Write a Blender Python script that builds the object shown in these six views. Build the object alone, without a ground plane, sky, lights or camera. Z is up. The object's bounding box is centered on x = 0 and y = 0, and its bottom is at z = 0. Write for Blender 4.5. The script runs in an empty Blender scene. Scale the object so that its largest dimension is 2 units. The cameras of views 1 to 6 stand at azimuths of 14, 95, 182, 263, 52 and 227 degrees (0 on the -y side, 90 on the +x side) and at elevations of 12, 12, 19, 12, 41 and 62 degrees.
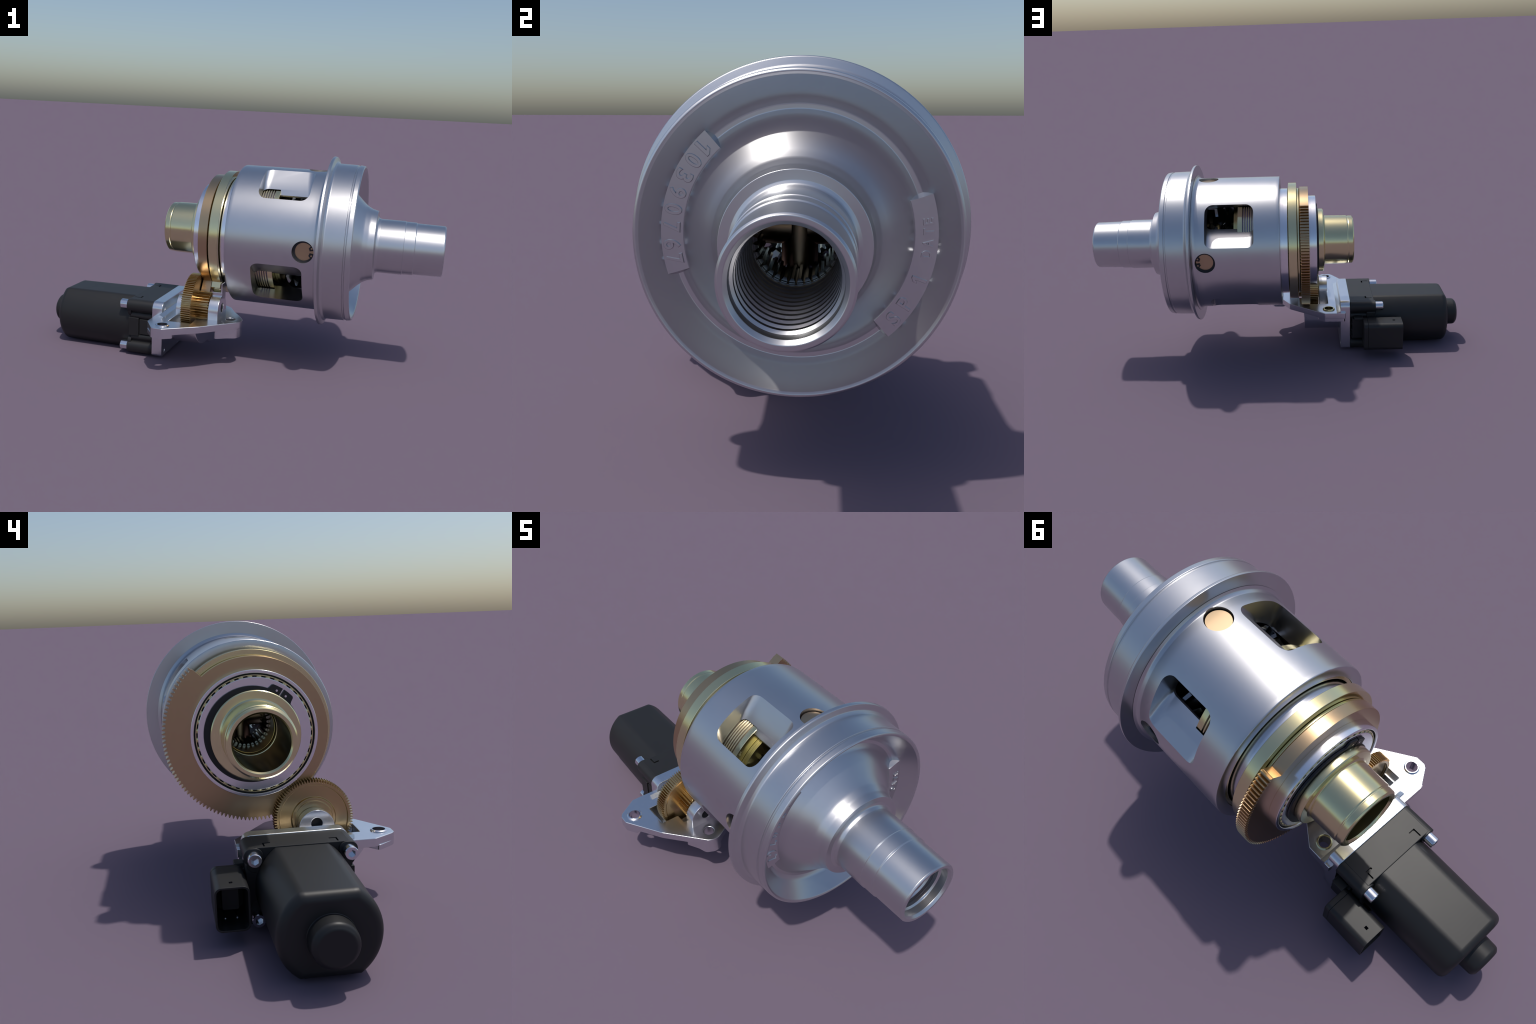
# Electronically controlled differential with a side-mounted gear motor.
# Everything is described in metres: lathe profiles (x, radius) about the
# main axis, gear rules, plates as outlines with holes, and lofts.
import bpy, bmesh, math
from mathutils import Vector, Matrix
from math import sin, cos, pi, radians, atan2, hypot, sqrt

MY, MZ = 0.048, 0.630        # main shaft axis (parallel to x)
IY, IZ = -0.1705, 0.2825     # idler gear axis
OY, OZ = -0.0615, 0.1425     # motor axis
SX = 0.3675                  # x of the cross pins (centre of the bevel set)

# ------------------------------------------------------------------ materials
def material(name, base, metallic=1.0, rough=0.3, var=0.05, scale=9.0, bump=0.0,
             tint=None, specular=0.5, bump_scale=220.0, coat=0.0):
    m = bpy.data.materials.new(name)
    m.use_nodes = True
    nt = m.node_tree
    b = nt.nodes["Principled BSDF"]
    tc = nt.nodes.new("ShaderNodeTexCoord")
    n = nt.nodes.new("ShaderNodeTexNoise")
    n.inputs["Scale"].default_value = scale
    n.inputs["Detail"].default_value = 5.0
    nt.links.new(tc.outputs["Object"], n.inputs["Vector"])
    ramp = nt.nodes.new("ShaderNodeValToRGB")
    t = tint or base
    ramp.color_ramp.elements[0].position = 0.3
    ramp.color_ramp.elements[1].position = 0.7
    ramp.color_ramp.elements[0].color = (*[max(0, c * (1 - var)) for c in base], 1)
    ramp.color_ramp.elements[1].color = (*[min(1, c * (1 + var)) for c in t], 1)
    nt.links.new(n.outputs["Fac"], ramp.inputs["Fac"])
    nt.links.new(ramp.outputs["Color"], b.inputs["Base Color"])
    mr = nt.nodes.new("ShaderNodeMapRange")
    mr.inputs["To Min"].default_value = rough * 0.97
    mr.inputs["To Max"].default_value = rough * 1.03
    nt.links.new(n.outputs["Fac"], mr.inputs["Value"])
    nt.links.new(mr.outputs["Result"], b.inputs["Roughness"])
    b.inputs["Metallic"].default_value = metallic
    b.inputs["Specular IOR Level"].default_value = specular
    b.inputs["Coat Weight"].default_value = coat
    if bump > 0:
        n2 = nt.nodes.new("ShaderNodeTexNoise")
        n2.inputs["Scale"].default_value = bump_scale
        n2.inputs["Detail"].default_value = 3.0
        nt.links.new(tc.outputs["Object"], n2.inputs["Vector"])
        bp = nt.nodes.new("ShaderNodeBump")
        bp.inputs["Strength"].default_value = bump
        bp.inputs["Distance"].default_value = 0.001
        nt.links.new(n2.outputs["Fac"], bp.inputs["Height"])
        nt.links.new(bp.outputs["Normal"], b.inputs["Normal"])
    return m

SILVER = material("satin_steel", (0.615, 0.618, 0.635), 1.0, 0.31, 0.01)
BRIGHT = material("machined_aluminium", (0.76, 0.77, 0.80), 1.0, 0.27, 0.01)
RACE   = material("polished_race", (0.92, 0.92, 0.95), 1.0, 0.18, 0.01)
GOLD   = material("zinc_gold", (0.80, 0.72, 0.42), 1.0, 0.20, 0.01)
BRONZE = material("bronze_gear", (0.55, 0.395, 0.235), 1.0, 0.29, 0.01)
BRASS  = material("brass_idler", (0.55, 0.40, 0.205), 1.0, 0.28, 0.01)
PIN    = material("bronze_pin", (0.52, 0.38, 0.24), 1.0, 0.32, 0.01)
OLIVE  = material("phosphated_ring", (0.62, 0.54, 0.24), 1.0, 0.30, 0.03)
PLATE_F = material("friction_disc", (0.74, 0.66, 0.40), 1.0, 0.26, 0.02)
PLATE_S = material("steel_disc", (0.34, 0.30, 0.40), 1.0, 0.30, 0.02)
GEARST = material("dark_gear_steel", (0.27, 0.28, 0.29), 1.0, 0.20, 0.04)
BLACKM = material("black_spring_steel", (0.022, 0.022, 0.026), 0.3, 0.45, 0.05)
MOTOR  = material("black_painted_can", (0.016, 0.016, 0.0165), 0.0, 0.46, 0.04, specular=0.40)
PLAST  = material("black_plastic", (0.016, 0.016, 0.0165), 0.0, 0.48, 0.04, specular=0.40)
DARK   = material("recess_black", (0.008, 0.008, 0.009), 0.0, 0.6, 0.05)
ZINC   = material("screw_zinc", (0.74, 0.75, 0.80), 1.0, 0.18, 0.01)

# ------------------------------------------------------------------ helpers
ROOT = bpy.data.objects.new("differential_unit", None)
bpy.context.scene.collection.objects.link(ROOT)
ROOT["label"] = "silver differential case with gold gears and black electric motor"
ROOT["category"] = "machine part"

def finish(name, mesh, mat, parent=None, angle=35, weighted=True):
    mesh.name = name
    mesh.materials.clear()
    mesh.materials.append(mat)
    mesh.shade_smooth()
    mesh.set_sharp_from_angle(angle=radians(angle))
    o = bpy.data.objects.new(name, mesh)
    bpy.context.scene.collection.objects.link(o)
    if weighted:                      # keep big flat faces flat beside small bevels
        md = o.modifiers.new("w", "WEIGHTED_NORMAL"); md.keep_sharp = True; md.weight = 80
        dg = bpy.context.evaluated_depsgraph_get()
        me = bpy.data.meshes.new_from_object(o.evaluated_get(dg))
        o.modifiers.clear(); o.data = me; bpy.data.meshes.remove(mesh); me.name = name
    o.parent = parent or ROOT
    return o

def from_data(verts, faces, fix=True):
    me = bpy.data.meshes.new("m")
    me.from_pydata(verts, [], faces)
    if fix:
        bm = bmesh.new(); bm.from_mesh(me)
        bmesh.ops.remove_doubles(bm, verts=bm.verts, dist=1e-6)
        bmesh.ops.recalc_face_normals(bm, faces=bm.faces)
        bm.to_mesh(me); bm.free()
    me.update()
    return me

def rounded(pts, rad, seg=3, closed=True):
    """Round the corners of a 2D outline; rad is one number or one per point."""
    out, n = [], len(pts)
    for i, p in enumerate(pts):
        r = rad[i] if isinstance(rad, (list, tuple)) else rad
        if (not closed and i in (0, n - 1)) or r <= 0:
            out.append(p); continue
        P = Vector(p); A = Vector(pts[i - 1]) - P; B = Vector(pts[(i + 1) % n]) - P
        la, lb = A.length, B.length
        if la < 1e-7 or lb < 1e-7:
            out.append(p); continue
        A /= la; B /= lb
        ang = A.angle(B)
        if ang > radians(172) or ang < radians(3):
            out.append(p); continue
        t = min(r / math.tan(ang / 2), 0.45 * la, 0.45 * lb)
        re = t * math.tan(ang / 2)
        c = P + (A + B).normalized() * (re / sin(ang / 2))
        a, b = P + A * t - c, P + B * t - c
        tot = a.angle(b)
        sgn = 1 if (a.x * b.y - a.y * b.x) > 0 else -1
        for k in range(seg + 1):
            f = sgn * tot * k / seg
            out.append((c.x + a.x * cos(f) - a.y * sin(f), c.y + a.x * sin(f) + a.y * cos(f)))
    return out

def lathe_mesh(profile, cy=MY, cz=MZ, seg=144, rad=0.002, rseg=3):
    """Closed (x, r) profile revolved about an axis parallel to x."""
    pr = rounded(profile, rad, rseg) if rad else profile
    v, f, n = [], [], len(pr)
    for k in range(seg):
        a = 2 * pi * k / seg
        for x, r in pr:
            v.append((x, cy + r * sin(a), cz + r * cos(a)))
    for k in range(seg):
        k2 = (k + 1) % seg
        for i in range(n):
            j = (i + 1) % n
            f.append((k * n + i, k * n + j, k2 * n + j, k2 * n + i))
    return from_data(v, f)

def lathe(name, profile, mat, parent=None, **kw):
    return finish(name, lathe_mesh(profile, **kw), mat, parent)

def solid_lathe(name, profile, mat, parent=None, cy=MY, cz=MZ, seg=96, rad=0.002, rseg=3):
    """Open profile whose first and last points lie on the axis."""
    pr = rounded(profile, rad, rseg, closed=False) if rad else profile
    v, f, n = [], [], len(pr)
    for k in range(seg):
        a = 2 * pi * k / seg
        for x, r in pr:
            v.append((x, cy + r * sin(a), cz + r * cos(a)))
    for k in range(seg):
        k2 = (k + 1) % seg
        for i in range(n - 1):
            f.append((k * n + i, k * n + i + 1, k2 * n + i + 1, k2 * n + i))
    return finish(name, from_data(v, f), mat, parent)

def strip_ring_mesh(angles, rin, rout, x0, x1, cy=MY, cz=MZ, closed=True, bev=0.0):
    """Ring of rectangular section; inner and outer radius vary with angle."""
    v, f = [], []
    for a, ri, ro in zip(angles, rin, rout):
        s, c = sin(a), cos(a)
        sec = [(x0, ri), (x0, ro - bev), (x0 + bev, ro), (x1 - bev, ro), (x1, ro - bev), (x1, ri)] if bev else \
              [(x0, ri), (x0, ro), (x1, ro), (x1, ri)]
        v += [(x, cy + r * s, cz + r * c) for x, r in sec]
    m, n = len(sec), len(angles)
    for k in range(n if closed else n - 1):
        k2 = (k + 1) % n
        for i in range(m):
            j = (i + 1) % m
            f.append((k * m + i, k * m + j, k2 * m + j, k2 * m + i))
    if not closed:
        f.append(tuple(range(m))); f.append(tuple((n - 1) * m + i for i in range(m)))
    return from_data(v, f)

def gear_profile(n, tip, root, phase=0.0, lo=None, hi=None, plain=None):
    """Angles and outer radii of a spur gear; teeth only between lo and hi."""
    A, R = [], []
    p = 2 * pi / n
    for i in range(n):
        c = phase + i * p
        cm = c % (2 * pi)
        if lo is not None and not (lo <= cm <= hi):
            for k in range(2):
                A.append(c + (k / 2 - 0.45) * p); R.append(plain)
            continue
        for t, r in ((-0.46, root), (-0.30, root), (-0.20, root + 0.55 * (tip - root)), (-0.10, tip),
                     (0.10, tip), (0.20, root + 0.55 * (tip - root)), (0.30, root)):
            A.append(c + t * p); R.append(r)
    return A, R

def curve_plate(outline, holes, lo, hi, axis, bevel=0.0):
    """Flat plate: outline with holes, extruded between lo and hi along axis."""
    cu = bpy.data.curves.new("c", "CURVE")
    cu.dimensions = "2D"; cu.fill_mode = "BOTH"
    for loop in [outline] + holes:
        sp = cu.splines.new("POLY"); sp.points.add(len(loop) - 1)
        for q, p in zip(sp.points, loop):
            q.co = (p[0], p[1], 0, 1)
        sp.use_cyclic_u = True
    cu.extrude = (hi - lo) / 2 - bevel
    cu.bevel_depth = bevel; cu.bevel_resolution = 2; cu.offset = -bevel
    o = bpy.data.objects.new("c", cu)
    bpy.context.scene.collection.objects.link(o)
    dg = bpy.context.evaluated_depsgraph_get()
    me = bpy.data.meshes.new_from_object(o.evaluated_get(dg))
    bpy.data.objects.remove(o); bpy.data.curves.remove(cu)
    mid = (lo + hi) / 2
    for v in me.vertices:
        a, b, c = v.co
        v.co = {"x": (c + mid, a, b), "y": (a, c + mid, b), "z": (a, b, c + mid)}[axis]
    bm = bmesh.new(); bm.from_mesh(me)
    bmesh.ops.remove_doubles(bm, verts=bm.verts, dist=1e-5)
    bmesh.ops.recalc_face_normals(bm, faces=bm.faces)
    bm.to_mesh(me); bm.free()
    return me

def circle(cx, cy, r, n=40, a0=0.0, a1=2 * pi):
    full = abs(a1 - a0 - 2 * pi) < 1e-6
    m = n if full else n + 1
    return [(cx + r * cos(a0 + (a1 - a0) * k / n), cy + r * sin(a0 + (a1 - a0) * k / n)) for k in range(m)]

def box_mesh(x0, x1, y0, y1, z0, z1, bev=0.003):
    return curve_plate([(x0, y0), (x1, y0), (x1, y1), (x0, y1)], [], z0, z1, "z", bev)

def join(name, meshes, mat, parent=None, angle=35):
    bm = bmesh.new()
    for m in meshes:
        bm.from_mesh(m); bpy.data.meshes.remove(m)
    me = bpy.data.meshes.new(name); bm.to_mesh(me); bm.free()
    return finish(name, me, mat, parent, angle)

def cut(mesh, cutters):
    """Boolean difference of a mesh with a list of cutter meshes."""
    o = bpy.data.objects.new("a", mesh); bpy.context.scene.collection.objects.link(o)
    cs = []
    for c in cutters:
        co = bpy.data.objects.new("b", c); bpy.context.scene.collection.objects.link(co); cs.append(co)
        md = o.modifiers.new("d", "BOOLEAN"); md.object = co; md.operation = "DIFFERENCE"; md.solver = "EXACT"
    dg = bpy.context.evaluated_depsgraph_get()
    me = bpy.data.meshes.new_from_object(o.evaluated_get(dg))
    bpy.data.objects.remove(o)
    for co in cs:
        bpy.data.objects.remove(co)
    return me

def loft(rings, cap=True):
    v, f, n = [], [], len(rings[0])
    for r in rings: v += r
    for k in range(len(rings) - 1):
        for i in range(n):
            j = (i + 1) % n
            f.append((k * n + i, k * n + j, (k + 1) * n + j, (k + 1) * n + i))
    if cap:
        f.append(tuple(range(n))); f.append(tuple((len(rings) - 1) * n + i for i in range(n)))
    return from_data(v, f)

# ------------------------------------------------------------------ carrier case
def radial(theta, r, s, x):
    """Point at radius r along direction theta, shifted s tangentially."""
    return (x, MY + r * sin(theta) + s * cos(theta), MZ + r * cos(theta) - s * sin(theta))

def window_cutter(deg):
    t = radians(deg)
    rings = []
    for r, s0, s1, cr in ((0.42, -0.104, 0.241, 0.060), (0.334, -0.1195, 0.1065, 0.042), (0.308, -0.1235, 0.0520, 0.036),
                          (0.286, -0.127, 0.0150, 0.030), (0.268, -0.130, -0.0080, 0.024), (0.256, -0.132, -0.011, 0.020), (0.18, -0.136, -0.011, 0.020)):
        ol = rounded([(0.120, s0), (0.366, s0), (0.366, s1), (0.120, s1)], cr, 7)
        rings.append([radial(t, r, s, x) for x, s in ol])
    return loft(rings)

def hole_cutter(deg):
    t = radians(deg)
    return loft([[radial(t, r, q[1], q[0]) for q in circle(SX, 0, 0.0515, 40)] for r in (0.2, 0.42)])

case_profile = [(-0.009, 0.308), (-0.009, 0.350)] + [(0.01 + 0.029 * i, 0.350) for i in range(14)] + [(0.416, 0.350), (0.428, 0.356), (0.4335, 0.368), (0.4335, 0.30),
                (0.410, 0.259), (0.207, 0.262), (0.205, 0.285), (0.090, 0.285), (0.088, 0.308)]
case = cut(lathe_mesh(case_profile, seg=240, rad=[0.001, 0.004] + [0] * 14 + [0.01, 0.01, 0.0, 0, 0.01, 0.004, 0.003, 0.002, 0.0]),
           [window_cutter(d) for d in (60, 150, -120, -30)] + [hole_cutter(d) for d in (0, 90, 180, -90)])
CASE = finish("carrier_case", case, SILVER, angle=30, weighted=False)

# ------------------------------------------------------------------ end cover with flange, dish and hub tube
bore = []
for i in range(11):                       # ribbed bore of the hub tube
    x = 0.962 - i * 0.031
    bore += [(x, 0.1025), (x - 0.006, 0.0965), (x - 0.017, 0.0965), (x - 0.023, 0.1025)]
cover_profile = [
    (0.4345, 0.300), (0.4345, 0.4215), (0.4475, 0.4200), (0.455, 0.398), (0.464, 0.3885), (0.556, 0.3865),
    (0.5585, 0.3815), (0.5645, 0.3815), (0.567, 0.3865), (0.588, 0.3835), (0.5925, 0.377), (0.588, 0.3695),
    (0.566, 0.355), (0.5410, 0.335), (0.5230, 0.3215), (0.5140, 0.3085), (0.5140, 0.2965), (0.5230, 0.2820),
    (0.5380, 0.2680), (0.5625, 0.2445), (0.5975, 0.2090), (0.6190, 0.1910), (0.6440, 0.1777),
    (0.6735, 0.1700), (0.6735, 0.147), (0.678, 0.137), (0.691, 0.1326), (0.8085, 0.1322), (0.8105, 0.1298), (0.8595, 0.1290),
    (0.8635, 0.1256), (0.994, 0.1230), (0.9995, 0.1190), (0.9995, 0.1095), (0.990, 0.1015), (0.972, 0.1020)] + bore + [
    (0.606, 0.1025), (0.604, 0.140), (0.560, 0.150), (0.470, 0.235), (0.440, 0.250)]
rr = [0.0, 0.002, 0.006, 0.012, 0.010, 0.002, 0.001, 0.001, 0.004, 0.006, 0.004, 0.006,
      0.06, 0.06, 0.05, 0.006, 0.006, 0.05, 0.05, 0.03, 0.05, 0.05, 0.05,
      0.002, 0.004, 0.01, 0.010, 0.001, 0.001, 0.001, 0.002, 0.004, 0.003, 0.003, 0.003, 0.001] + [0.0008] * len(bore) + [0, 0.002, 0, 0, 0]
cover = lathe_mesh(cover_profile, seg=180, rad=rr, rseg=4)
COVER = finish("end_cover", cover, SILVER, angle=30)

# raised label pads with characters, on the dish of the end cover
def arc_pad(a0, a1):
    n = 40
    secs = []
    for k in range(n + 1):
        a = radians(a0 + (a1 - a0) * k / n)
        sec = rounded([(0.500, 0.264), (0.5330, 0.2735), (0.5330, 0.3320), (0.500, 0.340)], [0, 0.004, 0.004, 0], 3)
        secs.append([(x, MY + r * sin(a), MZ + r * cos(a)) for x, r in sec])
    # slope the two ends like a cast pad
    for s, sg in ((secs[0], -1), (secs[-1], 1)):
        for i, p in enumerate(s):
            k = (0.5330 - p[0]) / 0.03
            a = atan2(p[1] - MY, p[2] - MZ) + sg * radians(2.2) * k * (1 if a1 > a0 else -1)
            r = hypot(p[1] - MY, p[2] - MZ)
            s[i] = (p[0], MY + r * sin(a), MZ + r * cos(a))
    return loft(secs)

def char(ch, deg, r, h, w):
    """One chamfered raised character on the pad face, its top towards the axis."""
    ext, bev = 0.05, 0.030
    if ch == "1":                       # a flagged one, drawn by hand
        cu = bpy.data.curves.new("t", "CURVE"); cu.dimensions = "2D"; cu.fill_mode = "BOTH"
        pts = [(0.16, 0.0), (0.29, 0.0), (0.29, 0.7), (0.19, 0.7), (0.0, 0.56), (0.0, 0.44), (0.16, 0.54)]
        sp = cu.splines.new("POLY"); sp.points.add(len(pts) - 1); sp.use_cyclic_u = True
        for q, p in zip(sp.points, pts):
            q.co = (p[0], p[1], 0, 1)
    else:
        cu = bpy.data.curves.new("t", "FONT"); cu.body = ch; cu.size = 1.0
    cu.extrude = ext; cu.bevel_depth = bev; cu.bevel_resolution = 0; cu.offset = 0.008; cu.resolution_u = 5
    o = bpy.data.objects.new("t", cu); bpy.context.scene.collection.objects.link(o)
    dg = bpy.context.evaluated_depsgraph_get()
    me = bpy.data.meshes.new_from_object(o.evaluated_get(dg))
    bpy.data.objects.remove(o); bpy.data.curves.remove(cu)
    xs = [v.co.x for v in me.vertices]; ys = [v.co.y for v in me.vertices]
    ax, bx, ay, by = min(xs), max(xs), min(ys), max(ys)
    t = radians(deg)
    up = Vector((0, -sin(t), -cos(t))); rt = Vector((0, up.z, -up.y))
    c = Vector((0, MY + r * sin(t), MZ + r * cos(t)))
    for v in me.vertices:
        p = (v.co.x - (ax + bx) / 2) / (bx - ax) * w
        q = (v.co.y - (ay + by) / 2) / (by - ay) * h
        x = 0.5368 if v.co.z > ext + 0.4 * bev else (0.5328 if v.co.z > 0 else 0.5280)
        v.co = c + rt * p + up * q + Vector((x, 0, 0))
    return me

TEXT_A = [(ch, d, 0.303, 0.044, w) for ch, d, w in zip("10390767", (-46.9, -54.3, -62.3, -70.4, -78.4, -86.6, -94.6, -101.7),
          (0.020, 0.027, 0.026, 0.026, 0.027, 0.026, 0.026, 0.026))]
TEXT_B = [("S", 130.3, 0.304, 0.038, 0.024), ("P", 121.6, 0.303, 0.038, 0.024), ("1", 109.5, 0.305, 0.038, 0.016),
          ("D", 97.1, 0.305, 0.025, 0.018), ("A", 92.2, 0.305, 0.025, 0.019), ("T", 87.0, 0.306, 0.025, 0.016), ("E", 82.5, 0.306, 0.025, 0.016)]
for a0, a1, text in ((-41.5, -107.5, TEXT_A), (71.5, 137.5, TEXT_B)):
    PAD = finish("label_pad", arc_pad(a0, a1), SILVER, COVER, angle=40)
    for c in text:
        finish("raised_character", char(*c), SILVER, PAD, angle=20, weighted=False)

# ------------------------------------------------------------------ cross pins, retaining rings, bevel gears
for deg, half in ((0, 1), (90, 1), (180, 1), (-90, 1)):
    t = radians(deg)
    ends = ((0.0, 0.048), (0.334, 0.048), (0.3365, 0.0465)) if deg in (0, 180) else ((0.02, 0.048), (0.326, 0.049), (0.328, 0.048))
    rings = [[radial(t, r, q[1], q[0]) for q in circle(SX, 0, pr, 40)] for r, pr in ends]
    finish("cross_pin", loft(rings), PIN)

def internal_circlip(deg):
    t = radians(deg)
    n = 80; v, f = [], []
    for k in range(n + 1):
        ph = radians(9 + 342 * k / n)              # measured from +x
        dev = abs(ph - pi)
        ri = 0.0300 if dev > radians(180 - 36) else 0.0415 - 0.0020 * cos(dev)
        ro = 0.0525
        for r, rad_ in ((0.3275, ri), (0.3275, ro), (0.3325, ro), (0.3325, ri)):
            v.append(radial(t, r, rad_ * sin(ph), SX + rad_ * cos(ph)))
    for k in range(n):
        for i in range(4):
            j = (i + 1) % 4
            f.append((4 * k + i, 4 * k + j, 4 * k + 4 + j, 4 * k + 4 + i))
    f += [(0, 1, 2, 3), tuple(4 * n + i for i in range(4))]
    ring = finish("retaining_ring", from_data(v, f), BLACKM)
    for sg in (-1, 1):
        ph = radians(24 * sg)
        c = (SX + 0.042 * cos(ph), 0.042 * sin(ph))
        finish("eyelet", loft([[radial(t, r, q[1], q[0]) for q in circle(c[0], c[1], 0.0042, 14)] for r in (0.325, 0.3333)]), PIN, ring)
internal_circlip(90); internal_circlip(-90)

def bevel_gear(name, axis, n, delta, a_out, a_in, bore_r, back, mat, phase=0.0):
    """Straight bevel gear; pitch cone apex at the bevel-set centre."""
    C = Vector((SX, MY, MZ)); ax = Vector(axis).normalized()
    e1 = ax.orthogonal().normalized(); e2 = ax.cross(e1)
    p = 2 * pi / n
    ph, dl = [], []
    for i in range(n):
        for t, d in ((-0.45, -0.075), (-0.27, -0.075), (-0.11, 0.070), (0.11, 0.070), (0.27, -0.075)):
            ph.append(phase + (i + t) * p); dl.append(delta + d)
    def ring(fn):
        return [tuple(C + ax * fn(k)[0] + (e1 * cos(ph[k]) + e2 * sin(ph[k])) * fn(k)[1]) for k in range(len(ph))]
    tooth = lambda A: ring(lambda k: (A * cos(dl[k]), A * sin(dl[k])))
    axial_in = a_in * cos(delta + 0.07)
    axial_bk = a_out * cos(delta) + back
    rb = a_out * sin(delta)
    rings = [ring(lambda k: (axial_in, bore_r)), tooth(a_in), tooth(a_out),
             ring(lambda k: (axial_bk - back * 0.4, rb * 0.98)), ring(lambda k: (axial_bk, rb * 0.86)), ring(lambda k: (axial_bk, bore_r))]
    rings.append(rings[0])
    return finish(name, loft(rings, cap=False), mat, angle=25)

D_SIDE, D_SPI = radians(55), radians(35)
bevel_gear("side_gear", (-1, 0, 0), 20, D_SIDE, 0.236, 0.150, 0.1045, 0.004, GEARST)
bevel_gear("side_gear", (1, 0, 0), 20, D_SIDE, 0.236, 0.150, 0.1045, 0.004, GEARST)
for d in (0, 90, 180, -90):
    t = radians(d)
    bevel_gear("spider_gear", (0, sin(t), cos(t)), 14, D_SPI, 0.236, 0.150, 0.0485, 0.045, GEARST, phase=pi / 14)
def internal_spline(x0, x1, n=34, tip=0.0905, root=0.1005, outer=0.128):
    A, R = gear_profile(n, root, tip)
    finish("side_gear_hub", strip_ring_mesh(A, R, [outer] * len(A), x0, x1), GEARST, angle=28)
internal_spline(0.435, 0.585)
internal_spline(0.110, 0.300, outer=0.104)
lathe("end_washer", [(0.588, 0.101), (0.588, 0.1375), (0.601, 0.1375), (0.601, 0.101)], GEARST, seg=96)
# clutch pack behind the windows
lathe("pressure_plate", [(0.1815, 0.12), (0.1815, 0.2805), (0.207, 0.2805), (0.207, 0.12)], GOLD, seg=120)
lathe("clutch_hub", [(0.208, 0.105), (0.208, 0.239), (0.2185, 0.239), (0.2185, 0.235), (0.2305, 0.235), (0.2305, 0.105)], OLIVE, seg=120, rad=0.0008)
for i in range(6):
    x = 0.1110 + i * 0.0117
    lathe("friction_disc", [(x, 0.15), (x, 0.280), (x + 0.0062, 0.280), (x + 0.0062, 0.15)], PLATE_F, seg=120, rad=0.0008)
    lathe("steel_disc", [(x + 0.0066, 0.15), (x + 0.0066, 0.2725), (x + 0.0112, 0.2725), (x + 0.0112, 0.15)], PLATE_S, seg=120, rad=0.0005)

# ------------------------------------------------------------------ output-side stack
lathe("case_mouth_ring", [(-0.004, 0.293), (-0.004, 0.3075), (0.060, 0.3075), (0.060, 0.293)], GOLD, CASE)
lathe("thrust_cylinder", [(-0.050, 0.225), (-0.050, 0.2860), (0.055, 0.2860), (0.055, 0.225)], RACE, rad=0.003)

na = 240
ang, ri, ro = [], [], []
for k in range(na):                              # gold ramp ring with a stop tab
    a = -pi + 2 * pi * k / na
    ang.append(a); ri.append(0.22); ro.append(0.342 if radians(-153) < a < radians(-134.5) else 0.315)
finish("ramp_ring", strip_ring_mesh(ang, ri, ro, -0.0965, -0.0525, bev=0.0012), GOLD, angle=30)
lathe("spacer_ring", [(-0.112, 0.23), (-0.112, 0.278), (-0.108, 0.2855), (-0.0985, 0.2855), (-0.0955, 0.278), (-0.0955, 0.23)], GOLD)

N_MAIN = 136
contact = atan2(IY - MY, IZ - MZ)                # direction from main axis to the idler
A, R = gear_profile(N_MAIN, 0.3500, 0.3370, contact % (2 * pi), radians(41.5), radians(218.5), 0.2920)
order = sorted(range(len(A)), key=lambda i: A[i] % (2 * pi))
A = [A[i] % (2 * pi) for i in order]; R = [R[i] for i in order]
finish("sector_gear", strip_ring_mesh(A, [0.20] * len(A), R, -0.1580, -0.1125, bev=0.0006), BRONZE, angle=28)

BEAR = lathe("bearing_outer_race", [(-0.157, 0.2300), (-0.157, 0.2437), (-0.1975, 0.2437), (-0.1975, 0.2315), (-0.190, 0.2300)], RACE, rad=0.002)
lathe("bearing_inner_race", [(-0.157, 0.168), (-0.157, 0.2165), (-0.1975, 0.2165), (-0.1975, 0.168)], RACE, BEAR, rad=0.002)
lathe("bearing_cage", [(-0.170, 0.2215), (-0.170, 0.2250), (-0.1935, 0.2250), (-0.1935, 0.2215)], GOLD, BEAR, rad=0.0008)
lathe("dark_gap_floor", [(-0.160, 0.2155), (-0.160, 0.2310), (-0.1865, 0.2310), (-0.1865, 0.2155)], DARK, BEAR, rad=0)  # near-black ring set back in the gap between the races
bm = bmesh.new(); bmesh.ops.create_uvsphere(bm, u_segments=14, v_segments=8, radius=0.0075)
roll = bpy.data.meshes.new("bearing_roller"); bm.to_mesh(roll); bm.free()
roll.materials.append(GOLD); roll.shade_smooth()
for k in range(40):
    o = bpy.data.objects.new("bearing_roller", roll)
    bpy.context.scene.collection.objects.link(o); o.parent = BEAR
    t = 2 * pi * (k + 0.3) / 40
    o.location = (-0.1890, MY + 0.2185 * sin(t), MZ + 0.2185 * cos(t)); o.rotation_euler = (-t, 0, 0); o.scale = (0.9, 1.5, 0.55)

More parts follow.
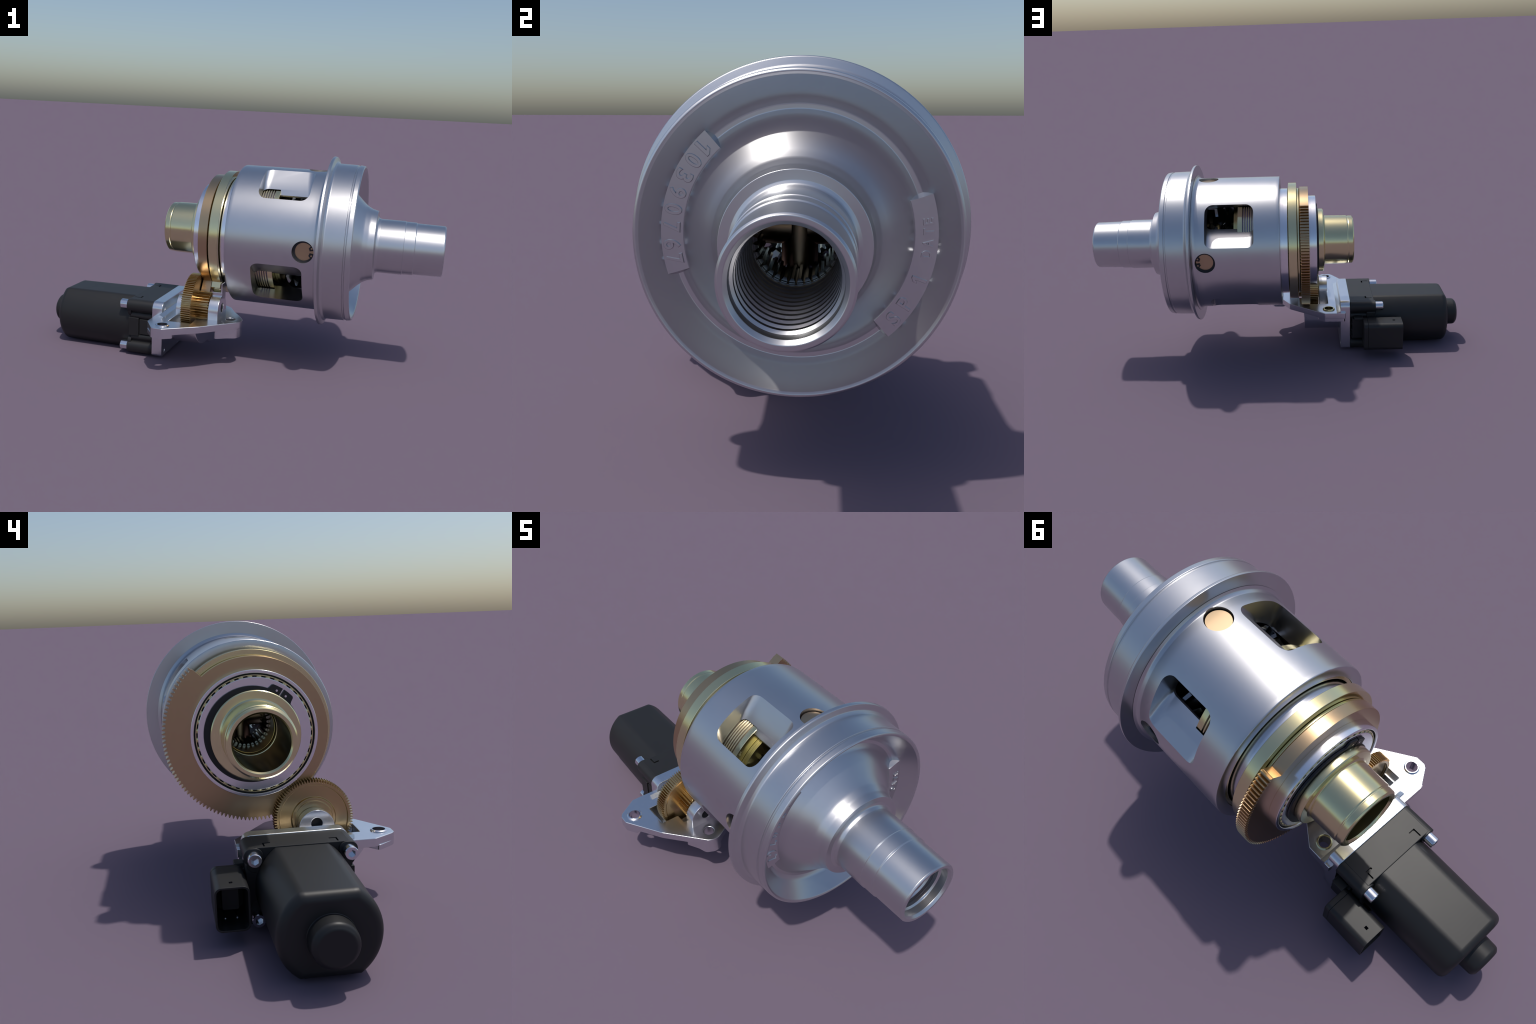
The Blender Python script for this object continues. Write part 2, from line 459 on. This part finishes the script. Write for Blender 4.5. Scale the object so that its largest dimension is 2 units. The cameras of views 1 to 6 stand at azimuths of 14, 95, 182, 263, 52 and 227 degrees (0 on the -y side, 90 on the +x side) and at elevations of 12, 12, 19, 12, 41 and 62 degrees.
# external snap ring with two eyed lugs
ang, ri, ro = [], [], []
gap = radians(-34.5)
for k in range(221):
    a = gap + radians(1.0) + radians(358.0) * k / 220
    dev = abs(((a - gap) + pi) % (2 * pi) - pi)
    base_r = 0.1835 + 0.0110 * cos(a - radians(85))
    lug = 0.2010 if dev < radians(13.5) else (0.2010 - (0.2010 - base_r) * min(1, (dev - radians(13.5)) / radians(3.0)))
    ang.append(a); ri.append(0.1690); ro.append(max(base_r, lug) if dev < radians(16.5) else base_r)
SNAP = finish("snap_ring", strip_ring_mesh(ang, ri, ro, -0.2065, -0.1990, closed=False), BLACKM)
for sg in (-1, 1):
    t = gap + sg * radians(6.3)
    solid_lathe("eyelet", [(-0.200, 0), (-0.200, 0.0042), (-0.2070, 0.0042), (-0.2070, 0)], RACE, SNAP,
                cy=MY + 0.184 * sin(t), cz=MZ + 0.184 * cos(t), seg=16, rad=0)

sleeve = [(-0.190, 0.104), (-0.190, 0.1690), (-0.207, 0.1690), (-0.2085, 0.1712), (-0.233, 0.1712), (-0.2375, 0.168),
          (-0.2385, 0.140), (-0.243, 0.1332), (-0.362, 0.1318), (-0.3655, 0.1290), (-0.368, 0.1290), (-0.371, 0.1298), (-0.391, 0.1290),
          (-0.3975, 0.1225), (-0.3975, 0.1105), (-0.390, 0.1040), (-0.08, 0.1040), (-0.078, 0.112), (-0.066, 0.112), (-0.064, 0.1035),
          (-0.035, 0.1035), (-0.033, 0.099), (0.105, 0.099), (0.105, 0.130), (0.03, 0.130), (0.03, 0.16), (-0.15, 0.165)]
lathe("output_sleeve", sleeve, GOLD, rad=0.0025)

# ------------------------------------------------------------------ idler gear with pinion
N_IDL = 88
A, R = gear_profile(N_IDL, 0.1580, 0.1470, 0.0)
IDLER = finish("idler_gear", strip_ring_mesh(A, [0.1380] * len(A), R, -0.2085, -0.1600, cy=IY, cz=IZ, bev=0.0004), BRASS, angle=28)
lathe("idler_web", [(-0.2075, 0.1385), (-0.201, 0.1355), (-0.201, 0.0900), (-0.209, 0.0860), (-0.209, 0.0760), (-0.213, 0.074), (-0.213, 0.024),
                    (-0.1635, 0.024), (-0.1635, 0.132), (-0.161, 0.1385)], BRASS, IDLER, cy=IY, cz=IZ, seg=96, rad=0.002)
N_PIN = 26
A, R = gear_profile(N_PIN, 0.0715, 0.0570, contact + pi + pi / N_PIN)
finish("pinion", strip_ring_mesh(A, [0.024] * len(A), R, -0.1650, -0.0985, cy=IY, cz=IZ, bev=0.0008), BRASS, IDLER, angle=28)
A, R = gear_profile(14, 0.0245, 0.017, 0.0)
finish("motor_pinion", strip_ring_mesh(A, [0.005] * len(A), R, -0.2300, -0.1550, cy=OY, cz=OZ), BRASS, IDLER)

# ------------------------------------------------------------------ bracket
outline = [(-0.356, -0.376), (-0.304, -0.4575), (-0.288, -0.4690), (-0.246, -0.4690), (-0.0967, -0.3690), (0.0520, -0.2335)]
outline += circle(0.011, -0.1930, 0.0575, 10, radians(-35), radians(28))
outline += [(0.042, -0.130), (-0.006, -0.0635), (-0.0438, 0.0045), (-0.158, 0.0880), (-0.2386, 0.1490), (-0.352, 0.1510), (-0.356, 0.134)]
outline = rounded(outline, [0.01, 0.01, 0.012, 0.012, 0.03, 0.02] + [0.0] * 11 + [0.012, 0.05, 0.02, 0.03, 0.01, 0.003, 0.003], 4)
slot = rounded([(-0.262, -0.340), (-0.149, -0.340), (-0.149, -0.256), (-0.098, -0.256), (-0.098, -0.085), (-0.149, -0.085), (-0.149, 0.011), (-0.262, 0.011)], 0.003, 2)
BX = [(-0.263, -0.415), (-0.263, 0.0905)]
plate = curve_plate(outline, [slot, circle(0.0100, -0.1945, 0.0235, 32)] + [circle(x, y, 0.030, 32) for x, y in BX], 0.200, 0.2345, "z", 0.003)
BRACKET = finish("bracket_plate", plate, BRIGHT, angle=30)
# bosses below the plate
lug_boss = curve_plate(rounded([(-0.048, -0.285), (0.011, -0.2500), (0.050, -0.236), (0.0685, -0.1930), (0.056, -0.152), (-0.006, -0.150), (-0.048, -0.200)],
                               [0.01, 0.02, 0.03, 0.045, 0.03, 0.02, 0.01], 6), [circle(0.0100, -0.1945, 0.0235, 32)], 0.152, 0.2045, "z", 0.001)
finish("mounting_boss", lug_boss, BRIGHT, BRACKET)
for x, y in BX:
    s = 1 if y > 0 else -1
    o = [(-0.2, 0.1185), (-0.2395, 0.1483), (-0.3515, 0.1503), (-0.3515, 0.062), (-0.235, 0.045)] if s > 0 else \
        [(-0.3515, -0.392), (-0.304, -0.4567), (-0.288, -0.4683), (-0.246, -0.4683), (-0.203, -0.4405), (-0.212, -0.385), (-0.30, -0.350)]
    o = rounded(o, 0.010, 4)
    finish("bushing_boss", curve_plate(o, [circle(x, y, 0.030, 32)], 0.184, 0.2045, "z", 0.001), BRIGHT, BRACKET)
    me = []
    prof = rounded([(0.1775, 0.0240), (0.1775, 0.0300), (0.234, 0.0302), (0.2345, 0.0335), (0.2375, 0.0335), (0.2410, 0.0285), (0.2410, 0.0245)], 0.001, 2)
    v, f, n, sg = [], [], len(prof), 48
    for k in range(sg):
        a = 2 * pi * k / sg
        v += [(x + r * cos(a), y + r * sin(a), z) for z, r in prof]
    for k in range(sg):
        k2 = (k + 1) % sg
        f += [(k * n + i, k * n + (i + 1) % n, k2 * n + (i + 1) % n, k2 * n + i) for i in range(n)]
    finish("bushing", from_data(v, f), GOLD if y > 0 else ZINC, BRACKET)
# upright mounting plate for the motor
up = rounded([(-0.262, 0.012), (0.134, 0.012), (0.134, 0.2920), (-0.262, 0.2920)], [0.012, 0.012, 0.036, 0.036], 8)
tips = [circle(y, z, 0.010, 20) for y, z in ((-0.2253, 0.258), (0.1105, 0.258), (-0.2253, 0.0385), (0.1035, 0.0385))]
UP = finish("motor_mounting_plate", curve_plate(up, tips, -0.3800, -0.3260, "x", 0.003), BRIGHT, BRACKET, angle=30)
for c in ((-0.2253, 0.258), (0.1105, 0.258), (-0.2253, 0.0385), (0.1035, 0.0385)):
    solid_lathe("screw_tip", [(-0.378, 0), (-0.378, 0.0097), (-0.3300, 0.0097), (-0.3285, 0.007), (-0.3285, 0)], ZINC, UP, cy=c[0], cz=c[1], seg=24, rad=0)
# fillet rib between upright and plate
rib = curve_plate([(-0.330, 0.230), (-0.304, 0.2340), (-0.3255, 0.2460)], [], -0.300, 0.1500, "y", 0)
finish("corner_rib", rib, BRIGHT, BRACKET)
# gear guard below the plate: two lobes round the idler and the motor pinion
def lobe(cy, cz, r, ztop):
    a = math.asin((ztop - cz) / r)
    return circle(cy, cz, r, 60, pi - a, 2 * pi + a)
guard = curve_plate(lobe(IY, IZ, 0.191, 0.201), [], -0.3265, -0.1240, "x", 0.003)
cav = loft([[(x, q[0], q[1]) for q in circle(IY, IZ, 0.174, 60)] for x in (-0.262, -0.149)])
guard = cut(guard, [cav])
finish("gear_guard", guard, BRIGHT, BRACKET, angle=30)
g2 = cut(curve_plate([(OY + 0.084, 0.2005), (OY - 0.084, 0.2005)] + circle(OY, OZ, 0.084, 40, pi, 2 * pi), [], -0.3265, -0.1260, "x", 0.003),
         [loft([[(x, q[0], q[1]) for q in circle(OY, OZ, 0.040, 40)] for x in (-0.25, -0.149)]),
          loft([[(x, q[0], q[1]) for q in circle(IY, IZ, 0.174, 60)] for x in (-0.262, -0.149)])])
finish("pinion_guard", g2, BRIGHT, BRACKET, angle=30)
# two arch-shaped bearing lugs carrying the idler shaft
def arch(half, top, zb):
    c = top - half
    return [(IY - half, zb)] + [(IY + half, zb)] + circle(IY, c, half, 28, 0, pi)
hub = curve_plate(arch(0.0700, 0.3335, 0.112), [circle(IY, 0.2805, 0.0225, 32)], -0.2627, -0.2150, "x", 0.002)
finish("shaft_lug", hub, BRIGHT, BRACKET, angle=30)
lug = curve_plate(arch(0.0740, 0.3420, 0.225), [circle(IY, 0.2805, 0.0225, 32)], -0.0950, -0.0430, "x", 0.003)
LUG = finish("shaft_lug", lug, BRIGHT, BRACKET, angle=30)
finish("stop_post", box_mesh(-0.0945, -0.0435, -0.176, -0.118, 0.32, 0.3600, 0.003), BRIGHT, LUG)
finish("stop_post", box_mesh(-0.0505, -0.0440, -0.175, -0.119, 0.33, 0.4050, 0.002), BRIGHT, LUG)
for x0, x1 in ((-0.2150, -0.2625), (-0.0440, -0.0945)):  # near-black plugs set back inside the two lug holes
    solid_lathe("dark_hole_plug", [(x0, 0), (x0, 0.0226), (x0 + (x1 - x0) * 0.35, 0.0226), (x0 + (x1 - x0) * 0.35, 0)] if x0 < -0.1 else
                [(-0.0945, 0), (-0.0945, 0.0226), (-0.070, 0.0226), (-0.070, 0)], DARK, BRACKET, cy=IY, cz=0.2805, seg=32, rad=0)

# ------------------------------------------------------------------ motor
def can(x, r, ht, hb):
    """Round can section cut flat at ht above and hb below the motor axis."""
    at, ab = math.asin(ht / r), math.asin(hb / r)
    pts = [(r * cos(-ab + (at + ab) * k / 32), r * sin(-ab + (at + ab) * k / 32)) for k in range(33)]
    wt, wb = r * cos(at), r * cos(ab)
    pts += [(wt - 2 * wt * k / 12, ht) for k in range(1, 12)]
    pts += [(-r * cos(at - (at + ab) * k / 32), r * sin(at - (at + ab) * k / 32)) for k in range(33)]
    pts += [(-wb + 2 * wb * k / 12, -hb) for k in range(1, 12)]
    return [(x, OY + p[0], OZ + p[1]) for p in pts]
rings = [can(-0.500, 0.1705, 0.1425, 0.1425), can(-0.520, 0.1700, 0.1425, 0.1425), can(-0.700, 0.1675, 0.1415, 0.1385)]
for k in range(7):
    f = pi / 2 * k / 6
    d = 0.030 * (1 - cos(f))
    rings.append(can(-0.900 - 0.030 * sin(f), 0.1645 - d, 0.1395 - d, 0.1345 - d))
MOT = finish("motor_can", loft(rings), MOTOR, angle=50)
solid_lathe("motor_end_cap", [(-0.92, 0), (-0.92, 0.0775), (-0.930, 0.0775), (-0.932, 0.0755), (-0.988, 0.0735), (-1.000, 0.0580), (-1.000, 0)], MOTOR, MOT, cy=OY, cz=OZ, rad=[0, 0, 0.002, 0.002, 0.020, 0.012, 0], rseg=6)

# gearbox housing between motor and upright plate
parts = []
body = curve_plate(rounded([(-0.2350, 0.0200), (0.1080, 0.0200), (0.1080, 0.2895), (-0.2350, 0.2895)], 0.006, 4), [], -0.5130, -0.3800, "x", 0.003)
def l_slot(x, y, s):
    return [box_mesh(x - 0.026, x + 0.012, y - 0.003, y + 0.003, 0.280, 0.30, 0), box_mesh(x + 0.004, x + 0.012, min(y, y + s * 0.026), max(y, y + s * 0.026), 0.2802, 0.301, 0)]
body = cut(body, l_slot(-0.478, -0.192, 1) + l_slot(-0.478, 0.070, -1))
GB = finish("gearbox_housing", body, PLAST, MOT, angle=25)
for y, z in ((-0.2253, 0.2580), (0.1105, 0.2580), (-0.2253, 0.0400), (0.1035, 0.0400)):
    sgn = -1 if y < 0 else 1
    dz = -1 if z > 0.15 else 1
    finish("screw_boss", curve_plate(rounded([(y - 0.034, z - 0.032), (y + 0.034, z - 0.032), (y + 0.034, z + 0.0308), (y - 0.034, z + 0.0308)], 0.029, 7), [], -0.5200, -0.3802, "x", 0.003), PLAST, GB)
    solid_lathe("dowel_boss", [(-0.503, 0), (-0.503, 0.021), (-0.3803, 0.021), (-0.3803, 0)], PLAST, GB, cy=y - sgn * 0.002, cz=z + dz * 0.052, seg=32, rad=0.002)
    finish("end_ear", curve_plate(circle(y - sgn * 0.006, z + dz * 0.028, 0.030, 28), [], -0.5185, -0.500, "x", 0.002), PLAST, GB)
    # socket head cap screw
    prof = [(-0.515, 0.0), (-0.515, 0.0245), (-0.5590, 0.0245), (-0.5610, 0.0225), (-0.5610, 0.0145)]
    v, f = [], []
    n = 48
    hexr = lambda a: 0.0125 / max(0.86, cos(((a + pi / 6) % (pi / 3)) - pi / 6))
    for k in range(n):
        a = 2 * pi * k / n
        col = [(-0.5150, 0.0245), (-0.5585, 0.0245), (-0.5612, 0.0222), (-0.5612, hexr(a)), (-0.5400, hexr(a)), (-0.5400, 0.0005)]
        v += [(x, y + r * cos(a), z + r * sin(a)) for x, r in col]
    m = 6
    for k in range(n):
        k2 = (k + 1) % n
        f += [(k * m + i, k * m + i + 1, k2 * m + i + 1, k2 * m + i) for i in range(m - 1)]
    finish("cap_screw", from_data(v, f), ZINC, GB, angle=30)
finish("side_flange", curve_plate(rounded([(0.085, 0.045), (0.1375, 0.060), (0.1375, 0.235), (0.085, 0.255)], 0.012, 4), [], -0.5170, -0.4700, "x", 0.003), PLAST, GB)
# recessed side panels with clip plates
finish("side_panel", box_mesh(-0.4550, -0.3802, -0.2440, -0.2300, 0.110, 0.190, 0.003), PLAST, GB)
finish("side_panel", box_mesh(-0.5130, -0.4585, -0.2480, -0.2300, 0.100, 0.196, 0.003), PLAST, GB)

# connector
cy0, cy1, cz0, cz1 = 0.1415, 0.2590, 0.0545, 0.2110
ol = rounded([(cy0, cz0), (cy1, cz0), (cy1, cz1), (cy0, cz1)], 0.024, 6)
il = rounded([(cy0 + 0.007, cz0 + 0.007), (cy1 - 0.007, cz0 + 0.007), (cy1 - 0.007, cz1 - 0.007), (cy0 + 0.007, cz1 - 0.007)], 0.018, 6)
CON = finish("connector_shell", cut(curve_plate(ol, [il], -0.6550, -0.4700, "x", 0.0012), [box_mesh(-0.618, -0.604, 0.1945, 0.2065, 0.19, 0.23, 0)]), PLAST, MOT, angle=30)
finish("connector_base", curve_plate(ol, [], -0.4702, -0.4450, "x", 0.004), PLAST, CON)
finish("connector_insert", curve_plate(rounded([(cy0 + 0.03, cz0 + 0.04), (cy1 - 0.03, cz0 + 0.04), (cy1 - 0.03, cz1 - 0.03), (cy0 + 0.03, cz1 - 0.03)], 0.006, 3), [], -0.565, -0.465, "x", 0.001), DARK, CON)
for i in range(2):
    finish("contact_pin", box_mesh(-0.60, -0.465, 0.180 + i * 0.040, 0.185 + i * 0.040, 0.075, 0.082, 0.001), ZINC, CON)
finish("connector_bridge", box_mesh(-0.4620, -0.3900, 0.0950, 0.1600, 0.086, 0.2000, 0.004), PLAST, CON)
for z in (0.085, 0.125, 0.165):
    finish("bridge_rib", box_mesh(-0.4700, -0.3860, 0.100, 0.1560, z, z + 0.012, 0.002), PLAST, CON)
finish("connector_latch", box_mesh(-0.4480, -0.4000, 0.136, 0.172, 0.196, 0.214, 0.003), PLAST, CON)
